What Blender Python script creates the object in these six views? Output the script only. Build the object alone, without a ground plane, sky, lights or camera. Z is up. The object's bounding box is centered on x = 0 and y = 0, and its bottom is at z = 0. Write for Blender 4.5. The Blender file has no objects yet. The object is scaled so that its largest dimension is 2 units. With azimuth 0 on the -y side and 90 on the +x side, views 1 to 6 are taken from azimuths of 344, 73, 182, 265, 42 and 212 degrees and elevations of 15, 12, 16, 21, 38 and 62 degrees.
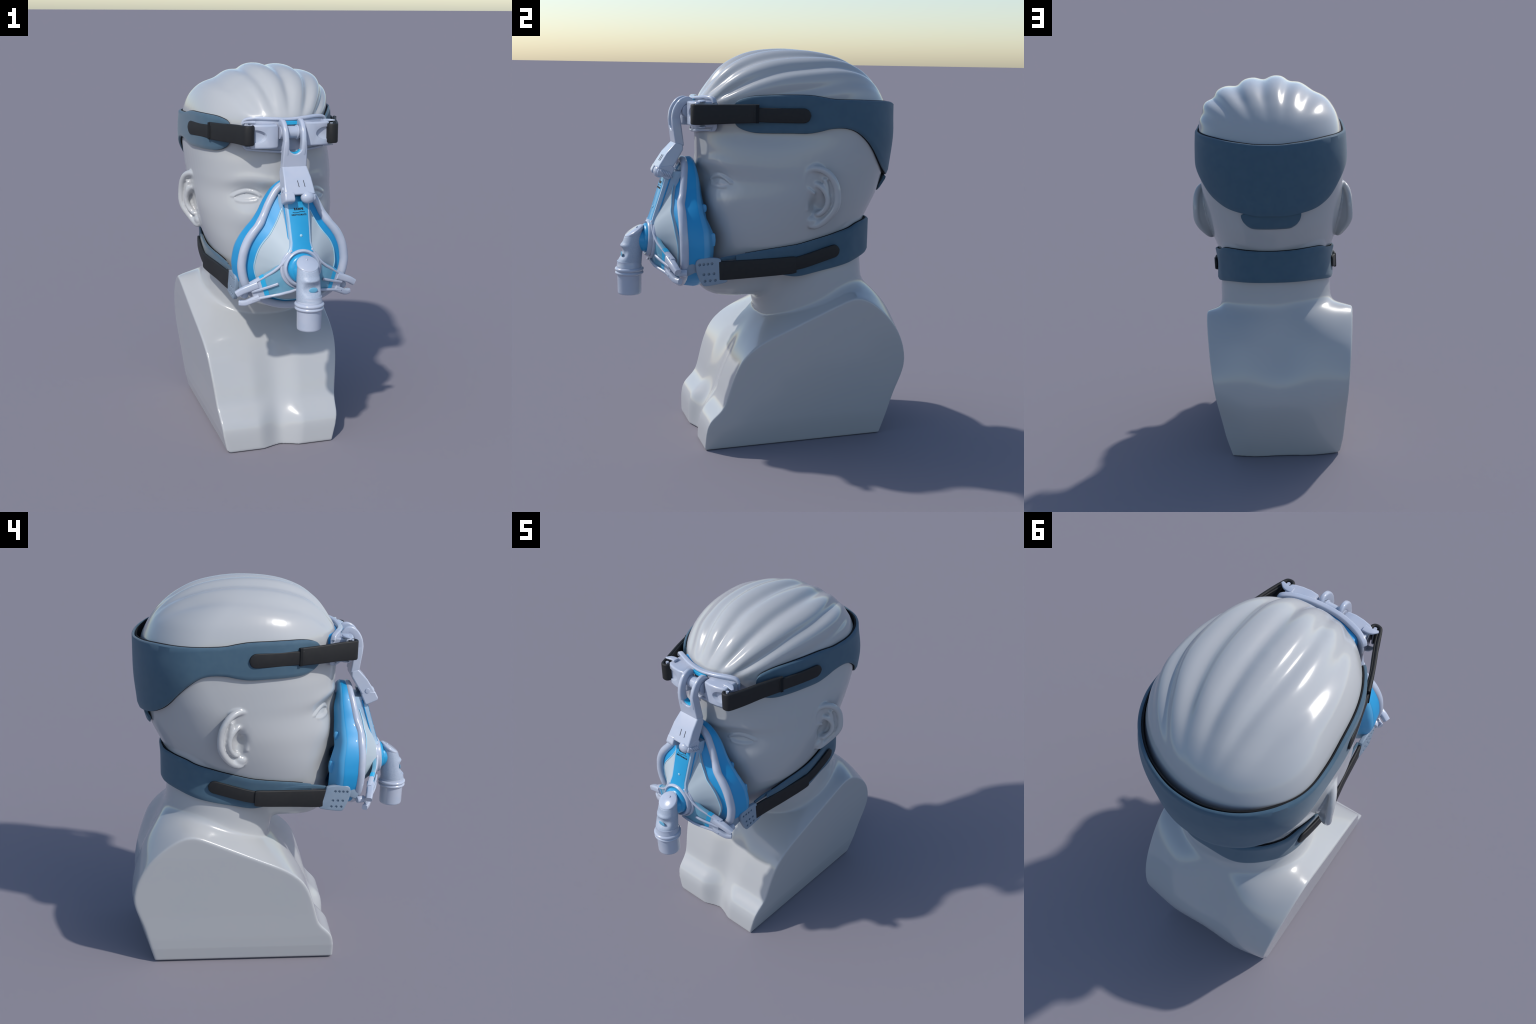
"""Glazed mannequin bust wearing a full-face breathing mask with fabric headgear."""
import bpy, bmesh, math
import numpy as np
from mathutils import Vector
from mathutils.bvhtree import BVHTree

rng = np.random.default_rng(7)
COL = bpy.context.scene.collection

# ------------------------------------------------------------------ helpers
def ss(a, b, x):
    t = np.clip((np.asarray(x, float) - a) / (b - a), 0, 1)
    return t * t * (3 - 2 * t)

def gauss(x, c, w):
    return np.exp(-((np.asarray(x, float) - c) / w) ** 2)

def hermite(xs, ys, q):
    """Smooth monotone-ish cubic through (xs, ys); ys may be (N,) or (N,K)."""
    xs = np.asarray(xs, float); ys = np.asarray(ys, float); q = np.clip(np.asarray(q, float), xs[0], xs[-1])
    one = ys.ndim == 1
    if one: ys = ys[:, None]
    h = np.diff(xs)[:, None]; d = np.diff(ys, axis=0) / h
    m = np.zeros_like(ys); m[0] = d[0]; m[-1] = d[-1]
    prod = d[:-1] * d[1:]
    w1 = 2 * h[1:] + h[:-1]; w2 = h[1:] + 2 * h[:-1]
    with np.errstate(divide='ignore', invalid='ignore'):
        hm = (w1 + w2) / (w1 / d[:-1] + w2 / d[1:])
    m[1:-1] = np.where(prod > 0, hm, 0)
    i = np.clip(np.searchsorted(xs, q, side='right') - 1, 0, len(xs) - 2)
    hh = h[i]; t = ((q - xs[i])[..., None]) / hh
    r = ((1 + 2 * t) * (1 - t) ** 2 * ys[i] + t * (1 - t) ** 2 * hh * m[i]
         + t * t * (3 - 2 * t) * ys[i + 1] + t * t * (t - 1) * hh * m[i + 1])
    return r[..., 0] if one else r

def catmull(pts, n, closed=False):
    """Resample a Catmull-Rom curve through pts to n points of even arc length."""
    p = np.asarray(pts, float)
    if closed:
        e = np.vstack([p[-1], p, p[0], p[1]])
    else:
        e = np.vstack([2 * p[0] - p[1], p, 2 * p[-1] - p[-2]])
    segs = []
    for i in range(len(e) - 3):
        t = np.linspace(0, 1, 24, endpoint=False)[:, None]
        a, b, c, d = e[i:i + 4]
        segs.append(.5 * (2 * b + (c - a) * t + (2 * a - 5 * b + 4 * c - d) * t ** 2 + (3 * b - a - 3 * c + d) * t ** 3))
    c = np.vstack(segs + [p[:1] if closed else p[-1:]])
    s = np.r_[0, np.cumsum(np.linalg.norm(np.diff(c, axis=0), axis=1))]
    q = np.linspace(0, s[-1], n, endpoint=not closed)
    return np.stack([np.interp(q, s, c[:, k]) for k in range(c.shape[1])], 1)

def grid_faces(nu, nv, cu=False, cv=False):
    f = []
    for i in range(nu if cu else nu - 1):
        for j in range(nv if cv else nv - 1):
            a = i * nv + j; b = i * nv + (j + 1) % nv
            c = ((i + 1) % nu) * nv + (j + 1) % nv; d = ((i + 1) % nu) * nv + j
            f.append((a, b, c, d))
    return f

def make_mesh(name, V, F):
    me = bpy.data.meshes.new(name)
    me.from_pydata([tuple(map(float, v)) for v in V], [], F)
    bm = bmesh.new(); bm.from_mesh(me)
    bmesh.ops.recalc_face_normals(bm, faces=bm.faces)
    bm.to_mesh(me); bm.free()
    return me

def put(name, me, mat, parent, angle=None, smooth=True):
    ob = bpy.data.objects.new(name, me)
    COL.objects.link(ob)
    me.materials.clear(); me.materials.append(mat)
    me.polygons.foreach_set('use_smooth', np.full(len(me.polygons), smooth))
    if smooth and angle is not None:
        me.set_sharp_from_angle(angle=math.radians(angle))
    ob.parent = parent
    ob.matrix_parent_inverse = parent.matrix_world.inverted() if parent.type == 'EMPTY' else parent.matrix_world.inverted()
    return ob

def bevel(ob, w, seg=3, ang=35):
    m = ob.modifiers.new('bevel', 'BEVEL'); m.width = w; m.segments = seg
    m.limit_method = 'ANGLE'; m.angle_limit = math.radians(ang); m.harden_normals = False
    return ob

def bake(ob):
    """Apply the modifiers of ob."""
    bpy.context.view_layer.update()
    dg = bpy.context.evaluated_depsgraph_get()
    me = bpy.data.meshes.new_from_object(ob.evaluated_get(dg))
    old = ob.data; ob.modifiers.clear(); ob.data = me
    bpy.data.meshes.remove(old)
    return ob

def rrect(w, h, r, n=5):
    """Rounded rectangle loop, centred, w along first axis."""
    out = []
    for cx, cy, a0 in ((w / 2 - r, h / 2 - r, 0), (-w / 2 + r, h / 2 - r, 90), (-w / 2 + r, -h / 2 + r, 180), (w / 2 - r, -h / 2 + r, 270)):
        for k in range(n):
            a = math.radians(a0 + 90 * k / (n - 1))
            out.append((cx + r * math.cos(a), cy + r * math.sin(a)))
    return np.array(out)

def circle(r, n=16):
    a = np.linspace(0, 2 * np.pi, n, endpoint=False)
    return np.stack([r * np.cos(a), r * np.sin(a)], 1)

def sweep_mesh(name, path, section, up=(0, 0, 1), closed=False, scale=None, ups=None):
    """Sweep a closed section (first axis = side, second = up) along path."""
    P = np.asarray(path, float); n = len(P)
    if closed:
        T = np.roll(P, -1, 0) - np.roll(P, 1, 0)
    else:
        T = np.gradient(P, axis=0)
    T /= np.linalg.norm(T, axis=1)[:, None]
    U = np.tile(np.asarray(up, float), (n, 1)) if ups is None else np.asarray(ups, float)
    S = np.cross(T, U); S /= np.linalg.norm(S, axis=1)[:, None]
    U = np.cross(S, T)
    V = []
    for i in range(n):
        sec = section[i] if isinstance(section, list) else section
        k = 1 if scale is None else scale[i]
        V.append(P[i] + k * (sec[:, :1] * S[i] + sec[:, 1:] * U[i]))
    m = len(V[0]); V = np.vstack(V)
    F = grid_faces(n, m, closed, True)
    if not closed:
        F += [tuple(range(m))[::-1], tuple(range((n - 1) * m, n * m))]
    return make_mesh(name, V, F)

def loft_mesh(name, rings):
    R = np.asarray(rings); n, m = R.shape[:2]
    F = grid_faces(n, m, False, True) + [tuple(range(m))[::-1], tuple(range((n - 1) * m, n * m))]
    return make_mesh(name, R.reshape(-1, 3), F)

def lathe_mesh(name, prof, origin, axis=(0, 0, 1), n=48):
    """Revolve a closed (radius, height) profile about axis through origin."""
    a = Vector(axis).normalized(); b = a.orthogonal().normalized(); c = a.cross(b)
    a, b, c = (np.array(v) for v in (a, b, c))
    V = []
    for k in range(n):
        t = 2 * math.pi * k / n
        d = math.cos(t) * b + math.sin(t) * c
        for r, h in prof:
            V.append(np.asarray(origin) + max(r, 1e-5) * d + h * a)
    me = make_mesh(name, V, grid_faces(n, len(prof), True, True))
    bm = bmesh.new(); bm.from_mesh(me)
    bmesh.ops.remove_doubles(bm, verts=bm.verts, dist=1e-4)
    bmesh.ops.recalc_face_normals(bm, faces=bm.faces)
    bm.to_mesh(me); bm.free()
    return me

def prism_mesh(name, poly, x0, x1):
    """Polygon in (y,z) pulled along x."""
    n = len(poly)
    V = [(x0, y, z) for y, z in poly] + [(x1, y, z) for y, z in poly]
    F = [tuple(range(n)), tuple(range(n, 2 * n))[::-1]] + [(i, (i + 1) % n, n + (i + 1) % n, n + i) for i in range(n)]
    return make_mesh(name, V, F)

def ball_mesh(name, c, r, n=16):
    bm = bmesh.new(); bmesh.ops.create_uvsphere(bm, u_segments=2 * n, v_segments=n, radius=1)
    for v in bm.verts: v.co = Vector((c[0] + r[0] * v.co.x, c[1] + r[1] * v.co.y, c[2] + r[2] * v.co.z))
    me = bpy.data.meshes.new(name); bm.to_mesh(me); bm.free()
    return me

def empty(name, loc, label, category):
    e = bpy.data.objects.new(name, None); e.location = loc; COL.objects.link(e)
    e['label'] = label; e['category'] = category
    bpy.context.view_layer.update()
    return e

# ------------------------------------------------------------------ materials
def material(name, base, rough=.35, dark=None, scale=20., amount=.0, coat=0., spec=.5, bump=0., bscale=200., metallic=0., sheen=0., trans=0., coatrough=.05):
    m = bpy.data.materials.new(name); m.use_nodes = True
    nt = m.node_tree; N = nt.nodes; L = nt.links
    b = N['Principled BSDF']
    b.inputs['Roughness'].default_value = rough
    b.inputs['Specular IOR Level'].default_value = spec
    b.inputs['Coat Weight'].default_value = coat
    b.inputs['Coat Roughness'].default_value = coatrough
    b.inputs['Metallic'].default_value = metallic
    b.inputs['Sheen Weight'].default_value = sheen
    if trans: b.inputs['Transmission Weight'].default_value = trans
    tc = N.new('ShaderNodeTexCoord')
    no = N.new('ShaderNodeTexNoise'); no.inputs['Scale'].default_value = scale; no.inputs['Detail'].default_value = 4
    L.new(tc.outputs['Object'], no.inputs['Vector'])
    mx = N.new('ShaderNodeMix'); mx.data_type = 'RGBA'
    mx.inputs['A'].default_value = (*base, 1)
    mx.inputs['B'].default_value = (*(dark or base), 1)
    rp = N.new('ShaderNodeMapRange'); rp.inputs['From Min'].default_value = .38; rp.inputs['From Max'].default_value = .68
    rp.inputs['To Max'].default_value = amount
    L.new(no.outputs['Fac'], rp.inputs['Value']); L.new(rp.outputs['Result'], mx.inputs['Factor'])
    L.new(mx.outputs['Result'], b.inputs['Base Color'])
    if bump:
        n2 = N.new('ShaderNodeTexNoise'); n2.inputs['Scale'].default_value = bscale; n2.inputs['Detail'].default_value = 3
        L.new(tc.outputs['Object'], n2.inputs['Vector'])
        bp = N.new('ShaderNodeBump'); bp.inputs['Strength'].default_value = bump; bp.inputs['Distance'].default_value = .002
        L.new(n2.outputs['Fac'], bp.inputs['Height']); L.new(bp.outputs['Normal'], b.inputs['Normal'])
    return m

CERAMIC = material('glazed_ceramic', (.425, .432, .440), .19, (.405, .425, .445), 3.0, .5, coat=.25, spec=.5)
PLASTIC = material('pale_plastic', (.43, .465, .555), .24, (.37, .43, .54), 14, .6, coat=.3)
FROSTED = material('frosted_plastic', (.37, .42, .51), .42, (.31, .37, .47), 160, .8, bump=.25, bscale=500)
AZURE = material('azure_silicone', (.008, .265, .55), .48, (.02, .31, .59), 6, .6, coat=.04)
AZURE_FLAP = material('azure_silicone_pale', (.06, .31, .56), .34, (.10, .36, .60), 6, .6)
PANEL = material('clear_grey_panel', (.40, .465, .51), .5, (.38, .45, .50), 4, .6, spec=.3)
SPINE = material('spine_blue', (.014, .29, .55), .3, (.03, .33, .59), 10, .6, coat=.2)
ARMBLUE = material('tinted_clear_plastic', (.12, .31, .43), .28, (.17, .36, .48), 18, .7, coat=.3)
EDGE = material('edge_pale_cyan', (.33, .58, .70), .3)
CYAN = material('bright_cyan', (.02, .36, .62), .3)
FABRIC = material('slate_fabric', (.053, .108, .158), .72, (.042, .094, .146), 25, .6, sheen=.2, bump=.25, bscale=600, spec=.3)
LINING = material('dark_lining', (.012, .013, .015), .9, spec=.2)
BLACK = material('black_strap', (.0115, .012, .0135), .6, (.016, .016, .016), 60, .7, bump=.15, bscale=700, spec=.35)
CLIP = material('clip_grey_blue', (.23, .295, .37), .42, (.20, .27, .35), 30, .6)
INK = material('black_ink', (.01, .012, .015), .5)
HOLLOW = material('bore_shade', (.20, .24, .30), .6)

# ------------------------------------------------------------------ the things
bust = empty('mannequin_bust', (-.018, .15, 0), 'glossy white ceramic male head and shoulders display bust', 'mannequin bust')
mask = empty('breathing_mask', (0, -.67, .775), 'blue and pale plastic breathing mask with dark blue strap headgear', 'breathing mask')

XC = -.010     # middle of the head

# ================================================================== BUST
def ring(yf, yb, hw, yw, z, n=96, nf=2.0, nb=2.0, xc=XC):
    a = np.linspace(0, 2 * np.pi, n, endpoint=False)
    c, s = np.cos(a), np.sin(a)
    e = np.where(s < 0, nf, nb)
    x = xc + hw * np.sign(c) * np.abs(c) ** (2 / e)
    y = yw + np.where(s < 0, yw - yf, yb - yw) * np.sign(s) * np.abs(s) ** (2 / e)
    return np.stack([x, y, np.full(n, z)], 1)

HEAD = np.array([  # z, front y, back y, half width, y of widest, front squareness
    (.752, -.20, .00, .07, -.10, 2.0), (.759, -.245, .06, .115, -.10, 2.0), (.780, -.285, .16, .155, -.06, 2.0), (.815, -.312, .26, .19, .00, 2.1),
    (.87, -.318, .34, .220, .04, 2.05), (.93, -.318, .41, .261, .06, 2.15), (1.0, -.316, .48, .295, .08, 2.2), (1.1, -.314, .54, .330, .10, 2.2),
    (1.2, -.312, .590, .356, .13, 2.15), (1.28, -.312, .627, .370, .17, 2.15), (1.36, -.310, .650, .375, .23, 2.18), (1.44, -.318, .667, .378, .29, 2.3),
    (1.52, -.324, .679, .379, .33, 2.25), (1.6, -.327, .683, .379, .37, 2.15), (1.7, -.320, .665, .376, .36, 2.15), (1.76, -.307, .638, .371, .34, 2.2), (1.82, -.270, .600, .359, .31, 2.2),
    (1.88, -.222, .540, .333, .27, 2.2), (1.925, -.170, .470, .292, .23, 2.15), (1.955, -.116, .405, .240, .20, 2.1), (1.978, -.056, .325, .172, .17, 2.),
    (1.992, .015, .245, .103, .15, 2.), (1.998, .08, .185, .048, .135, 2.), (2.0, .12, .14, .01, .13, 2.)])
NECK = np.array([
    (.55, .05, .57, .31, .31), (.65, .00, .572, .308, .30), (.75, -.02, .563, .302, .29), (.85, -.015, .553, .303, .28),
    (.95, .0, .545, .294, .28), (1.05, .03, .546, .288, .29), (1.15, .08, .556, .288, .31), (1.25, .12, .56, .28, .33)])

def tube_of(table, n, **k):
    z = np.linspace(table[0, 0], table[-1, 0], n)
    if table is HEAD:      # denser towards both ends
        t = np.linspace(0, 1, n); z = table[0, 0] + (table[-1, 0] - table[0, 0]) * (t - .11 * np.sin(2 * np.pi * t))
    v = hermite(table[:, 0], table[:, 1:], z)
    lean = lambda q: XC + np.interp(q, [.75, 1.0, 1.4, 1.65, 2.0], [.012, .010, .005, 0, 0])      # head is tipped slightly sideways
    return [ring(*v[i, :4], z[i], xc=lean(z[i]), nf=v[i, 4] if table is HEAD else 2.25, nb=2.1 if table is HEAD else 2.2) for i in range(n)]

# torso: side outline and centre outline, both back-bottom -> shoulder -> front-bottom
SIDE = np.array([(.615, 0), (.645, .13), (.672, .25), (.722, .37), (.713, .465), (.682, .55), (.632, .63), (.547, .715), (.475, .765),
                 (.415, .778), (.365, .763), (.30, .732), (.18, .678), (.05, .62), (-.035, .585), (-.105, .545), (-.168, .485),
                 (-.203, .40), (-.228, .31), (-.246, .236), (-.274, .203), (-.316, .166), (-.336, .118), (-.338, 0)])
MID = np.array([(.632, 0), (.672, .13), (.708, .25), (.735, .36), (.712, .48), (.668, .58), (.630, .67), (.592, .76), (.555, .83),
                (.49, .86), (.40, .86), (.30, .84), (.20, .80), (.09, .735), (.03, .675), (-.030, .622), (-.100, .545),
                (-.150, .455), (-.187, .365), (-.214, .270), (-.235, .215), (-.262, .165), (-.288, .11), (-.304, 0)])
# outline over the shoulder blades, half way out
BLADE = MID.copy()
BLADE[:10] = [(.636, 0), (.679, .13), (.714, .25), (.740, .36), (.724, .48), (.694, .58), (.662, .675), (.622, .755), (.573, .822), (.49, .85)]
# half widths left (-x) and right (+x), measured from x = -.018
WZL = ((0, .015, .09, .15, .295, .5, .65, .78, 1.0), (.290, .306, .322, .330, .345, .369, .387, .400, .40))
WZR = ((0, .1, .137, .295, .5, .65, .78, 1.0), (.284, .306, .313, .334, .360, .378, .396, .40))

W0 = .40      # the block is built straight, then tapered to these widths
def torso_mesh():
    ns, npf = 81, 150
    S = np.linspace(-1, 1, ns)
    k = np.arange(len(SIDE)); q = np.linspace(0, len(SIDE) - 1, npf)
    side = catmull(np.c_[SIDE], npf); 
    # resample both by control index so they stay matched
    side = np.stack([np.interp(q, k, SIDE[:, j]) for j in (0, 1)], 1)
    mid = np.stack([np.interp(q, k, MID[:, j]) for j in (0, 1)], 1)
    blade = np.stack([np.interp(q, k, BLADE[:, j]) for j in (0, 1)], 1)
    for _ in range(14):
        for a in (side, mid, blade): a[1:-1] = .5 * a[1:-1] + .25 * (a[:-2] + a[2:])
    rings = []
    for s in S:
        u = abs(s)
        wtop = u ** 1.7                                     # shoulders sink slowly outwards
        wfront = ss(0, .42, u)                              # chest halves part at a narrow cleft
        wback = max(0., (u - .5) / .5) ** 1.6 if u > .5 else 0.
        core = mid + (blade - mid) * ss(0, .5, u)
        w = np.interp(q, [0, 6, 8, 12, 15, 18, 23], [wback, wback, wtop, wtop, .6 * wtop + .4 * wfront, wfront, wfront])[:, None]
        p = core * (1 - w) + side * w
        rings.append(np.stack([np.full(npf, -.018 + s * W0), p[:, 0], p[:, 1]], 1))
    return loft_mesh('torso_raw', rings)

EAR = np.array([(.122, 1.352), (.124, 1.392), (.146, 1.424), (.186, 1.436), (.228, 1.422), (.260, 1.388), (.281, 1.342), (.290, 1.290),
                (.287, 1.240), (.268, 1.193), (.236, 1.154), (.194, 1.128), (.160, 1.126), (.142, 1.146), (.134, 1.19), (.128, 1.25), (.124, 1.31)])
def flare(y, z):
    """How far the ear stands out at (y, z)."""
    return .356 + .066 * ss(.12, .285, y) * (.35 + .65 * ss(1.12, 1.27, z)) - .012 * ss(1.22, 1.12, z)

def ear_meshes(sx):
    out = []; XC = -.002
    o = catmull(EAR, 96, True); c = np.array([.190, 1.262])
    def row(r, fx):
        p = c + (o - c) * r
        return np.stack([XC + sx * fx(p), p[:, 0], p[:, 1] + sx * .008], 1)
    deep = lambda p: np.full(len(p), .315)
    face = lambda dx: (lambda p: flare(p[:, 0], p[:, 1]) + dx)
    rings = [row(.52, deep), row(.55, face(-.026)), row(.66, face(-.014)), row(.80, face(-.016)), row(.92, face(-.006)), row(.96, face(-.012)), row(.92, face(-.026)), row(.78, face(-.05)), row(.70, deep)]
    R_ = np.array(rings)
    V = R_.reshape(-1, 3); F = grid_faces(len(rings), 96, True, True)
    out.append(make_mesh('auricle', V, F))
    def ridge(pts, r0, r1, dx, n=60):
        p = catmull(pts, n)
        P = np.stack([XC + sx * (flare(p[:, 0], p[:, 1]) + dx), p[:, 0], p[:, 1] + sx * .008], 1)
        t = np.linspace(0, 1, n)
        sc = (r0 + (r1 - r0) * t) * np.sqrt(np.clip(np.minimum(t, 1 - t) / .06, .15, 1))
        out.append(sweep_mesh('ridge', P, circle(1, 14), up=(1, 0, 0), scale=sc))
    # helix from its root in the bowl, over the top and down the back
    ridge([(.182, 1.302), (.158, 1.316), (.136, 1.338), (.130, 1.372), (.147, 1.412), (.186, 1.424), (.226, 1.411), (.255, 1.380), (.274, 1.338), (.281, 1.290), (.277, 1.243), (.258, 1.200), (.230, 1.163), (.200, 1.144), (.172, 1.140), (.158, 1.150)], .0165, .0185, -.004, 90)
    # antihelix with its upper fork, antitragus, tragus, lobe
    ridge([(.178, 1.352), (.205, 1.338), (.228, 1.310), (.238, 1.275), (.232, 1.235), (.210, 1.205), (.186, 1.196)], .015, .013, -.010)
    ridge([(.222, 1.378), (.232, 1.340), (.236, 1.300)], .011, .012, -.012)
    ridge([(.138, 1.29), (.147, 1.262), (.150, 1.236), (.150, 1.215)], .015, .012, -.006)
    y, z = .190, 1.166
    out.append(ball_mesh('lobe', (XC + sx * (flare(y, z) - .012), y, z + sx * .008), (.016, .040, .026)))
    return out

def join_data(meshes):
    V = []; F = []; o = 0
    for m in meshes:
        V += [tuple(v.co) for v in m.vertices]
        F += [tuple(i + o for i in p.vertices) for p in m.polygons]
        o += len(m.vertices)
        bpy.data.meshes.remove(m)
    me = bpy.data.meshes.new('raw'); me.from_pydata(V, [], F)
    return me

def build_body():
    raw = join_data([loft_mesh('h', tube_of(HEAD, 120)), loft_mesh('n', tube_of(NECK, 40)), torso_mesh()] + ear_meshes(1) + ear_meshes(-1))
    ob = bpy.data.objects.new('body_raw', raw); COL.objects.link(ob)
    m = ob.modifiers.new('fuse', 'REMESH'); m.mode = 'VOXEL'; m.voxel_size = .0047; m.adaptivity = 0
    bake(ob)
    me = ob.data; n = len(me.vertices)
    co = np.empty(n * 3); me.vertices.foreach_get('co', co); co = co.reshape(-1, 3)
    ed = np.empty(len(me.edges) * 2, int); me.edges.foreach_get('vertices', ed); ed = ed.reshape(-1, 2)
    deg = np.bincount(ed.ravel(), minlength=n)[:, None]
    def relax(co, w, it):
        for _ in range(it):
            acc = np.zeros_like(co)
            for k in range(3):
                acc[:, k] = np.bincount(ed[:, 0], co[ed[:, 1], k], n) + np.bincount(ed[:, 1], co[ed[:, 0], k], n)
            co = co + w[:, None] * (acc / deg - co)
        return co
    x, y, z = co.T
    ear = (np.abs(x - XC) > .33) & (y > .08) & (y < .33) & (z > 1.08) & (z < 1.48)
    co = relax(co, np.where(ear, .22, .5), 7)
    x, y, z = co.T
    X = x - XC
    # taper the torso block
    half = np.where(x < -.018, np.interp(z, *WZL), np.interp(z, *WZR))
    co[:, 0] = -.018 + (x + .018) * np.where(z < .80, half / W0, 1)
    x = co[:, 0]; X = x - XC
    # blend neck into shoulders and jaw
    inside = ss(.37, .31, np.abs(X))
    w = .55 * inside * (gauss(z, .80, .085) * ss(-.22, -.05, y))
    w = w + .5 * gauss(z, .79, .05) * ss(-.16, -.05, y) * ss(.12, .05, y) * inside
    co = relax(co, np.clip(w, 0, .6), 190)
    return ob, co, relax, n

def sculpt(co):
    """Face and hair relief as smooth fields."""
    x, y, z = co.T; X = x - XC; A = np.abs(X)
    d = np.zeros(len(co))                                   # push towards -y
    face = ss(.10, -.05, y) * ss(.74, .80, z)
    # brows, sockets, lids
    ex, ez = .182, 1.357
    brow = 1.437 + .016 * gauss(A, .17, .08) - .012 * ss(.2, .3, A)
    d += .007 * gauss(z, brow, .028) * ss(.30, .22, A) * ss(.0, .05, A)
    d += .003 * gauss(z, 1.44, .03) * gauss(A, 0, .05)
    d -= .025 * gauss(A, .168, .078) * gauss(z, 1.374, .048)
    d -= .010 * gauss(A, .085, .035) * gauss(z, 1.365, .05)
    u = (A - ex) / .056
    ez = ez - .009 * ss(-.2, 1.2, u)
    open_ = np.clip(1 - u * u, 0, 1)
    up = ez + .018 * open_ ** .8; lo = ez - .014 * open_ ** .9
    crease = ez + .042 * np.clip(1 - (u / 1.38) ** 2, 0, 1) ** .7 - .004
    ball = .011 * gauss(u, 0, .95) * gauss(z, ez, .032)
    d += ball
    lid = ss(up - .003, up + .004, z) * ss(crease + .003, crease - .004, z) * ss(1.35, 1.05, np.abs(u))
    d += .006 * lid
    d -= .003 * gauss(z, crease + .002, .006) * ss(1.3, 1.1, np.abs(u))
    d += .004 * gauss(z, lo - .009, .008) * ss(1.0, .8, np.abs(u))
    d -= .005 * ss(lo - .002, lo + .003, z) * ss(up + .002, up - .003, z) * ss(1.0, .9, np.abs(u))
    # cheekbones, nose, lips, chin
    d += .014 * gauss(A, .20, .07) * gauss(z, 1.25, .07)
    d -= .012 * gauss(A, .17, .06) * gauss(z, 1.06, .08)
    nz = ss(1.43, 1.19, z) * ss(1.11, 1.15, z)
    nw = .030 + .030 * ss(1.32, 1.17, z)
    d += (.02 + .085 * nz) * gauss(A, 0, nw) * ss(1.09, 1.14, z) * ss(1.46, 1.38, z)
    d += .022 * gauss(A, .045, .022) * gauss(z, 1.165, .028)
    d += .020 * gauss(z, 1.035, .018) * ss(.11, .04, A) + .018 * gauss(z, .995, .018) * ss(.10, .04, A)
    d -= .010 * gauss(z, 1.015, .006) * ss(.11, .05, A)
    d -= .012 * gauss(z, .945, .03) * ss(.14, .03, A)
    d += .008 * gauss(z, .86, .045) * gauss(A, 0, .08)
    co = co.copy(); co[:, 1] -= d * face
    co[:, 0] += .012 * ss(1.72, 1.88, z) * ss(2.01, 1.93, z)          # crown leans to one side
    co[:, 2] -= .024 * ss(1.80, 1.94, z) * ss(-.06, -.22, X) * ss(-.3, -.05, y)
    co[:, 0] -= .018 * gauss(z, 1.68, .18) * gauss(y, -.06, .19) * ss(-.05, -.2, X)   # fuller temple on one side
    bowl = np.exp(-((y - .188) / .032) ** 2 - ((z - 1.262) / .048) ** 2) * (A > .30) * ss(.385, .372, A)
    co[:, 0] -= np.sign(X) * .030 * bowl
    # hair: strands run front to back like meridians
    ax = 1.58 + .02 * y
    phi = np.arctan2(X + .03 * ss(.2, .7, y), np.maximum(z - ax, .02))
    relief = np.zeros(len(co))
    for c0, dep, wd in ((-.60, .011, .11), (-.27, .019, .09), (.085, .020, .09), (.44, .024, .085), (.74, .020, .07), (1.0, .009, .065), (1.2, .003, .07)):
        c = c0 * (1 - .12 * ss(.1, .6, y)) 
        relief -= dep * gauss(phi, c, wd) - .36 * dep * gauss(phi, c, 2.3 * wd)
    fade = ss(-.325, -.20, y + .10 * (1.80 - z)) * ss(.62, .36, y) * ss(1.70, 1.80, z)
    relief *= fade
    nrm = np.stack([X / .38 ** 2, (y - .15) / .5 ** 2, (z - 1.62) / .38 ** 2], 1)
    nrm /= np.linalg.norm(nrm, axis=1)[:, None]
    co += nrm * relief[:, None]
    co[:, 2] = np.clip(co[:, 2], 0, None)
    return co

body, co, relax, nb = build_body()
co = sculpt(co)
co = relax(co, np.full(nb, .25), 1)
co[:, 2] -= co[:, 2].min()
top = co[:, 2].max(); hi = ss(1.4, 2.0, co[:, 2]); co[:, 2] += (2.0 - top) * hi
body.data.vertices.foreach_set('co', co.ravel()); body.data.update()
BVH = BVHTree.FromPolygons([tuple(c) for c in co], [tuple(p.vertices) for p in body.data.polygons])

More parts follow.
